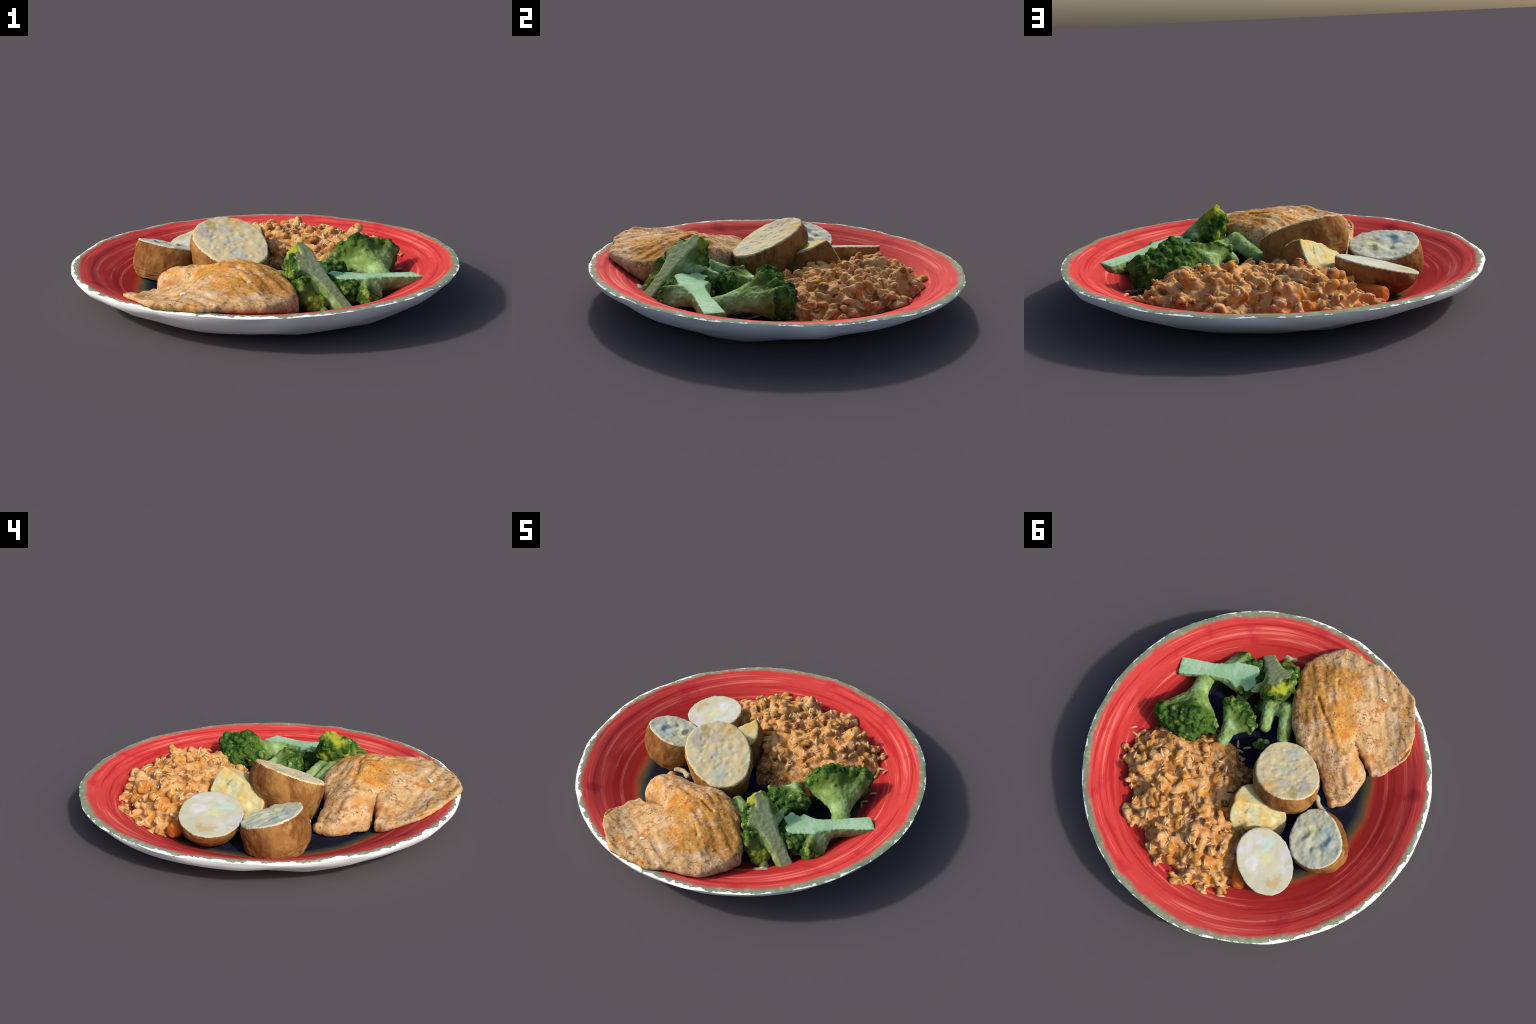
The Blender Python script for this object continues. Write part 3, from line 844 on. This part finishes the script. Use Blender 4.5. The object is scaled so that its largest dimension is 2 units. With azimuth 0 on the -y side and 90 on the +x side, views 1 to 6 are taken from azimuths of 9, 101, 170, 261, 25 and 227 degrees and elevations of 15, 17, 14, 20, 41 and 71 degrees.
# ------------------------------------------------------------------ rice
RICE_LOOP = [(0.604, 0.195), (0.640, 0.255), (0.690, 0.330), (0.655, 0.375), (0.655, 0.440), (0.560, 0.505), (0.475, 0.565), (0.410, 0.590), (0.385, 0.670), (0.325, 0.730), (0.240, 0.700),
             (0.183, 0.724), (0.141, 0.752), (0.079, 0.790), (0.026, 0.795), (-0.028, 0.752), (-0.080, 0.738), (-0.131, 0.774), (-0.219, 0.743), (-0.298, 0.685), (-0.350, 0.662), (-0.376, 0.604),
             (-0.330, 0.500), (-0.290, 0.400), (-0.235, 0.330), (-0.170, 0.270), (-0.110, 0.220), (-0.050, 0.170), (-0.010, 0.080), (0.040, -0.005), (0.130, 0.010), (0.195, -0.045), (0.265, -0.050), (0.350, -0.020), (0.460, 0.080), (0.540, 0.140)]
RICE_TOP = [(0.17, 0.29, 0.195), (0.46, 0.48, 0.215), (0.30, 0.47, 0.210), (0.14, 0.58, 0.195), (0.08, 0.67, 0.185), (-0.04, 0.43, 0.218), (0.18, 0.46, 0.205), (-0.17, 0.53, 0.195), (-0.09, 0.42, 0.200), (0.35, 0.29, 0.205),
            (0.09, 0.53, 0.180), (-0.10, 0.34, 0.160), (0.12, 0.10, 0.125), (0.27, 0.05, 0.120), (0.55, 0.28, 0.170), (0.60, 0.36, 0.155), (-0.28, 0.62, 0.120), (-0.05, 0.68, 0.155), (0.33, 0.62, 0.170), (0.25, 0.18, 0.165), (0.05, 0.26, 0.180), (0.45, 0.22, 0.18), (-0.2, 0.66, 0.15), (-0.22, 0.46, 0.190), (0.02, 0.14, 0.170), (0.20, 0.10, 0.160), (-0.02, 0.24, 0.19)]
RICE_KNOBS = [(0.459, 0.483, 0.243, 0.024), (0.43, 0.47, 0.225, 0.028), (0.297, 0.466, 0.225, 0.028), (0.138, 0.584, 0.212, 0.026), (0.095, 0.674, 0.225, 0.03), (0.06, 0.68, 0.205, 0.03), (-0.043, 0.433, 0.240, 0.026), (-0.008, 0.503, 0.225, 0.026), (0.185, 0.462, 0.22, 0.03),
              (0.17, 0.287, 0.200, 0.032), (0.14, 0.30, 0.19, 0.03), (-0.171, 0.528, 0.212, 0.028), (-0.092, 0.425, 0.210, 0.028), (-0.044, 0.557, 0.225, 0.03), (0.348, 0.292, 0.216, 0.028), (0.44, 0.308, 0.215, 0.03), (0.12, 0.074, 0.16, 0.028), (0.015, 0.668, 0.2, 0.03), (-0.029, 0.245, 0.165, 0.025), (0.655, 0.435, 0.14, 0.026), (0.34, 0.70, 0.145, 0.03)]


def build_rice():
    h = 0.0056
    f = Field((-0.44, -0.07, 0.01), (0.75, 0.86, 0.30), h)
    X, Y = np.meshgrid(f.ax[0], f.ax[1], indexing="ij")
    loop = spline_loop(RICE_LOOP, 5)
    d = inside_distance(X, Y, loop)
    ground = plate_z(X, Y)
    top = np.maximum(thin_plate(RICE_TOP, X, Y, 1e-3), ground + 0.02)
    Hm = ground - 0.02 + (top - ground - 0.004) * np.clip((d + 0.008) / 0.10, 0, 1) ** 0.6
    Z = f.ax[2][None, None, :]
    Hm = Hm + 0.010 * fbm(np.stack([X.ravel() * 16, Y.ravel() * 16, 0 * X.ravel()], 1), 2, 50).reshape(X.shape) * smooth(d, 0.0, 0.05)
    f.v = np.maximum((Z - Hm[:, :, None]) * 0.7, (-d - 0.0)[:, :, None]).astype(np.float32)
    f.v = np.maximum(f.v, (ground[:, :, None] + 0.001 - Z)).astype(np.float32)

    def height(x, y):
        i = int(np.clip((x - f.lo[0]) / h, 0, f.n[0] - 1))
        j = int(np.clip((y - f.lo[1]) / h, 0, f.n[1] - 1))
        return Hm[i, j], d[i, j]

    for x, y, z, r in RICE_KNOBS:
        z -= 0.010
        f.ball((x, y, z - 0.004), r * 0.8, 0.016)
        f.capsule((x, y, z - 0.01), (x + RNG.uniform(-.03, .03), y + RNG.uniform(-.03, .03), z - 0.05), r * 0.75, r, 0.016)
    n = 0
    while n < 250:
        x, y = RNG.uniform(-0.4, 0.7), RNG.uniform(-0.02, 0.8)
        z, dd = height(x, y)
        if dd < 0.004:
            continue
        n += 1
        a = RNG.uniform(0, 2 * np.pi)
        L = RNG.uniform(0.020, 0.048)
        tip = RNG.uniform(-0.012, 0.030)
        r = RNG.uniform(0.010, 0.021) if n % 3 else RNG.uniform(0.018, 0.027)
        p = A([x, y, z + RNG.uniform(-0.004, 0.013)])
        u = A([math.cos(a) * L, math.sin(a) * L, tip])
        f.capsule(p - u * 0.6, p + u, r, r * RNG.uniform(0.6, 1.0), 0.009)
    f.v = np.maximum(f.v, (ground[:, :, None] + 0.001 - Z)).astype(np.float32)
    V, Q = f.mesh()
    # drop any crumbs below the plate surface, roughen
    V = relax(V, Q, 1, 0.4)
    N = vnormals(V, Q)
    V += N * (0.0055 * fbm(V * 27, 2, 33) + 0.0016 * fbm(V * 60, 2, 21))[:, None]
    base = A([0.15, 0.40, 0.04])
    m = Mat("tomato_sauce_rice", 0.45, 0.4)
    c = m.mix(m.step(m.noise(13, 4, 0.6), 0.40, 0.58), (0.41, 0.165, 0.04), (0.54, 0.30, 0.115))
    c = m.mix(m.step(m.noise(21, 4, offset=(4, 1, 0)), 0.52, 0.64, 0, 0.85), c, (0.58, 0.375, 0.20))
    c = m.mix(m.step(m.noise(12, 3, offset=(1, 6, 2)), 0.54, 0.68, 0, 0.85), c, (0.56, 0.235, 0.025))
    c = m.mix(m.step(m.noise(16, 4, offset=(9, 2, 5)), 0.535, 0.64, 0, 0.85), c, (0.17, 0.06, 0.016))  # dark brown blotches paint the shadowed crevices between lumps
    m.colour(c).bump(m.noise(70, 3), 0.3, 0.004)
    o = thing("rice_serving", base, "lumpy orange rice in tomato sauce", "rice")
    part("rice_mound", o, V - base, Q, m.m)

    # grains half sunk into the sauce
    g = Mat("rice_grain", 0.45, 0.35)
    info = g.n("ShaderNodeObjectInfo").outputs["Random"]
    gc = g.ramp(info, [(0.0, (0.52, 0.33, 0.16)), (0.35, (0.58, 0.42, 0.25)), (0.6, (0.48, 0.24, 0.07)), (0.8, (0.56, 0.29, 0.07)), (1.0, (0.64, 0.50, 0.34))])
    g.colour(g.mix(g.step(g.noise(40, 2), 0.45, 0.65, 0, 0.4), gc, (0.56, 0.25, 0.07)))
    gs = Mat("rice_grain_small", 0.45, 0.35)
    gs.colour(gs.mix(gs.step(gs.noise(30, 3), 0.40, 0.60), (0.48, 0.235, 0.07), (0.57, 0.37, 0.19)))
    variants = []
    for i in range(4):
        L, r, bend = 0.018 + 0.003 * i, 0.0062 + 0.0004 * (i % 2), 0.002 * i
        rows, segs = 9, 8
        vs, fs = [], []
        for a in range(rows):
            t = -1 + 2 * a / (rows - 1)
            rad = r * math.sqrt(max(0.0, 1 - abs(t) ** 2.6)) + 0.0003
            for b in range(segs):
                w = 2 * math.pi * b / segs
                vs.append((t * L, rad * math.cos(w), rad * 0.9 * math.sin(w) - bend * t * t))
        for a in range(rows - 1):
            for b in range(segs):
                p, q = a * segs + b, a * segs + (b + 1) % segs
                fs.append((p, q, q + segs, p + segs))
        fs.append(tuple(range(segs))[::-1])
        fs.append(tuple(range((rows - 1) * segs, rows * segs)))
        variants.append((A(vs), fs, make_mesh("rice_grain", vs, fs, g.m)))
    cand = np.nonzero((N[:, 2] > 0.15) & (V[:, 2] > plate_z(V[:, 0], V[:, 1]) + 0.01))[0]
    RNG.shuffle(cand)
    taken, chosen = {}, []
    for i in cand:
        key = tuple((V[i] / 0.018).astype(int))
        if key in taken:
            continue
        taken[key] = 1
        chosen.append(i)
        if len(chosen) >= 560:
            break
    JV, JF, off = [], [], 0
    for c, i in enumerate(chosen):
        nrm = Vector(N[i])
        t = Vector(RNG.normal(size=3))
        t = (t - nrm * t.dot(nrm)).normalized()
        t = (t + nrm * RNG.uniform(-0.12, 0.16)).normalized()
        y = nrm.cross(t).normalized()
        z = t.cross(y)
        s = RNG.uniform(0.75, 1.1)
        M = Matrix.Translation(Vector(V[i] - base) + nrm * RNG.uniform(-0.0048, -0.0015)) @ Matrix((t, y, z)).transposed().to_4x4() @ Matrix.Scale(s, 4)
        vs, fs, me = variants[c % 4]
        if c < 290:
            q = bpy.data.objects.new("rice_grain", me)
            link(q, o)
            q.matrix_local = M
        else:
            R = np.array(M)
            JV.append(vs @ R[:3, :3].T + R[:3, 3])
            JF.extend([tuple(k + off for k in fc) for fc in fs])
            off += len(vs)
    j = part("rice_grains", o, np.concatenate(JV), JF, gs.m)
    j["kind"] = "stuff"
    # stray grains on the plate
    for x, y, a in ((0.223, -0.055, -0.8), (0.165, -0.075, 0.9), (0.185, -0.03, 0.3), (0.70, 0.15, 0.4), (0.71, 0.32, 1.0), (0.68, 0.34, 0.2), (0.66, 0.06, 2.0), (0.67, 0.09, 0.5), (-0.36, 0.655, 0.6), (0.05, 0.06, 0.2)):
        q = bpy.data.objects.new("rice_grain", variants[3][2])
        link(q, o)
        q.matrix_local = Matrix.Translation(Vector((x, y, float(plate_z(x, y)) + 0.007)) - Vector(base)) @ Matrix.Rotation(a, 4, "Z")


def build_bits():
    # carrot stick between the rice and the halved potato
    base = A([-0.33, 0.47, 0.05])
    f = Field((-0.46, 0.32, 0.02), (-0.20, 0.62, 0.18), 0.005)
    f.capsule((-0.265, 0.395, 0.090), (-0.385, 0.540, 0.085), 0.030, 0.036)
    f.keep((-0.398, 0.556, 0.085), (-0.63, 0.76, 0.1))
    V, Q = f.mesh()
    V = relax(V, Q, 1)
    V += vnormals(V, Q) * (0.003 * fbm(V * 30, 2, 3))[:, None]
    m = Mat("cooked_carrot", 0.4, 0.4)
    m.colour(m.mix(m.step(m.noise(14, 4), 0.4, 0.64), (0.56, 0.15, 0.022), (0.38, 0.12, 0.035))).bump(m.noise(40, 3), 0.2, 0.005)
    thing("carrot_stick", base, "short cooked orange carrot stick", "carrot", make_mesh("carrot_stick", V - base, Q, m.m))
    # onion shreds on the well
    m = Mat("cooked_onion", 0.35, 0.4)
    m.colour(m.mix(m.step(m.noise(16, 3), 0.4, 0.62), (0.36, 0.29, 0.17), (0.50, 0.42, 0.27)))
    for a, b, r in (((-0.345, -0.135, 0.065), (-0.440, -0.100, 0.058), 0.018), ((-0.26, 0.20, 0.05), (-0.32, 0.14, 0.05), 0.014), ((0.395, -0.645, 0.085), (0.345, -0.665, 0.085), 0.017)):
        a, b = A(a), A(b)
        mid = (a + b) / 2
        f = Field(np.minimum(a, b) - 0.035, np.maximum(a, b) + 0.035, 0.0045)
        f.capsule(a, mid + A([0.006, 0.008, 0.006]), r, r * 0.8, 0.004)
        f.capsule(mid + A([0.006, 0.008, 0.006]), b, r * 0.8, r, 0.004)
        V, Q = f.mesh()
        V = relax(V, Q, 1)
        V += vnormals(V, Q) * (0.003 * fbm(V * 40, 2, 8))[:, None]
        base = A([mid[0], mid[1], mid[2] - r])
        thing("onion_shred", base, "short translucent shred of cooked onion", "onion", make_mesh("onion_shred", V - base, Q, m.m))


build_plate()
build_chicken()
build_potatoes()
build_broccoli()
build_rice()
build_bits()
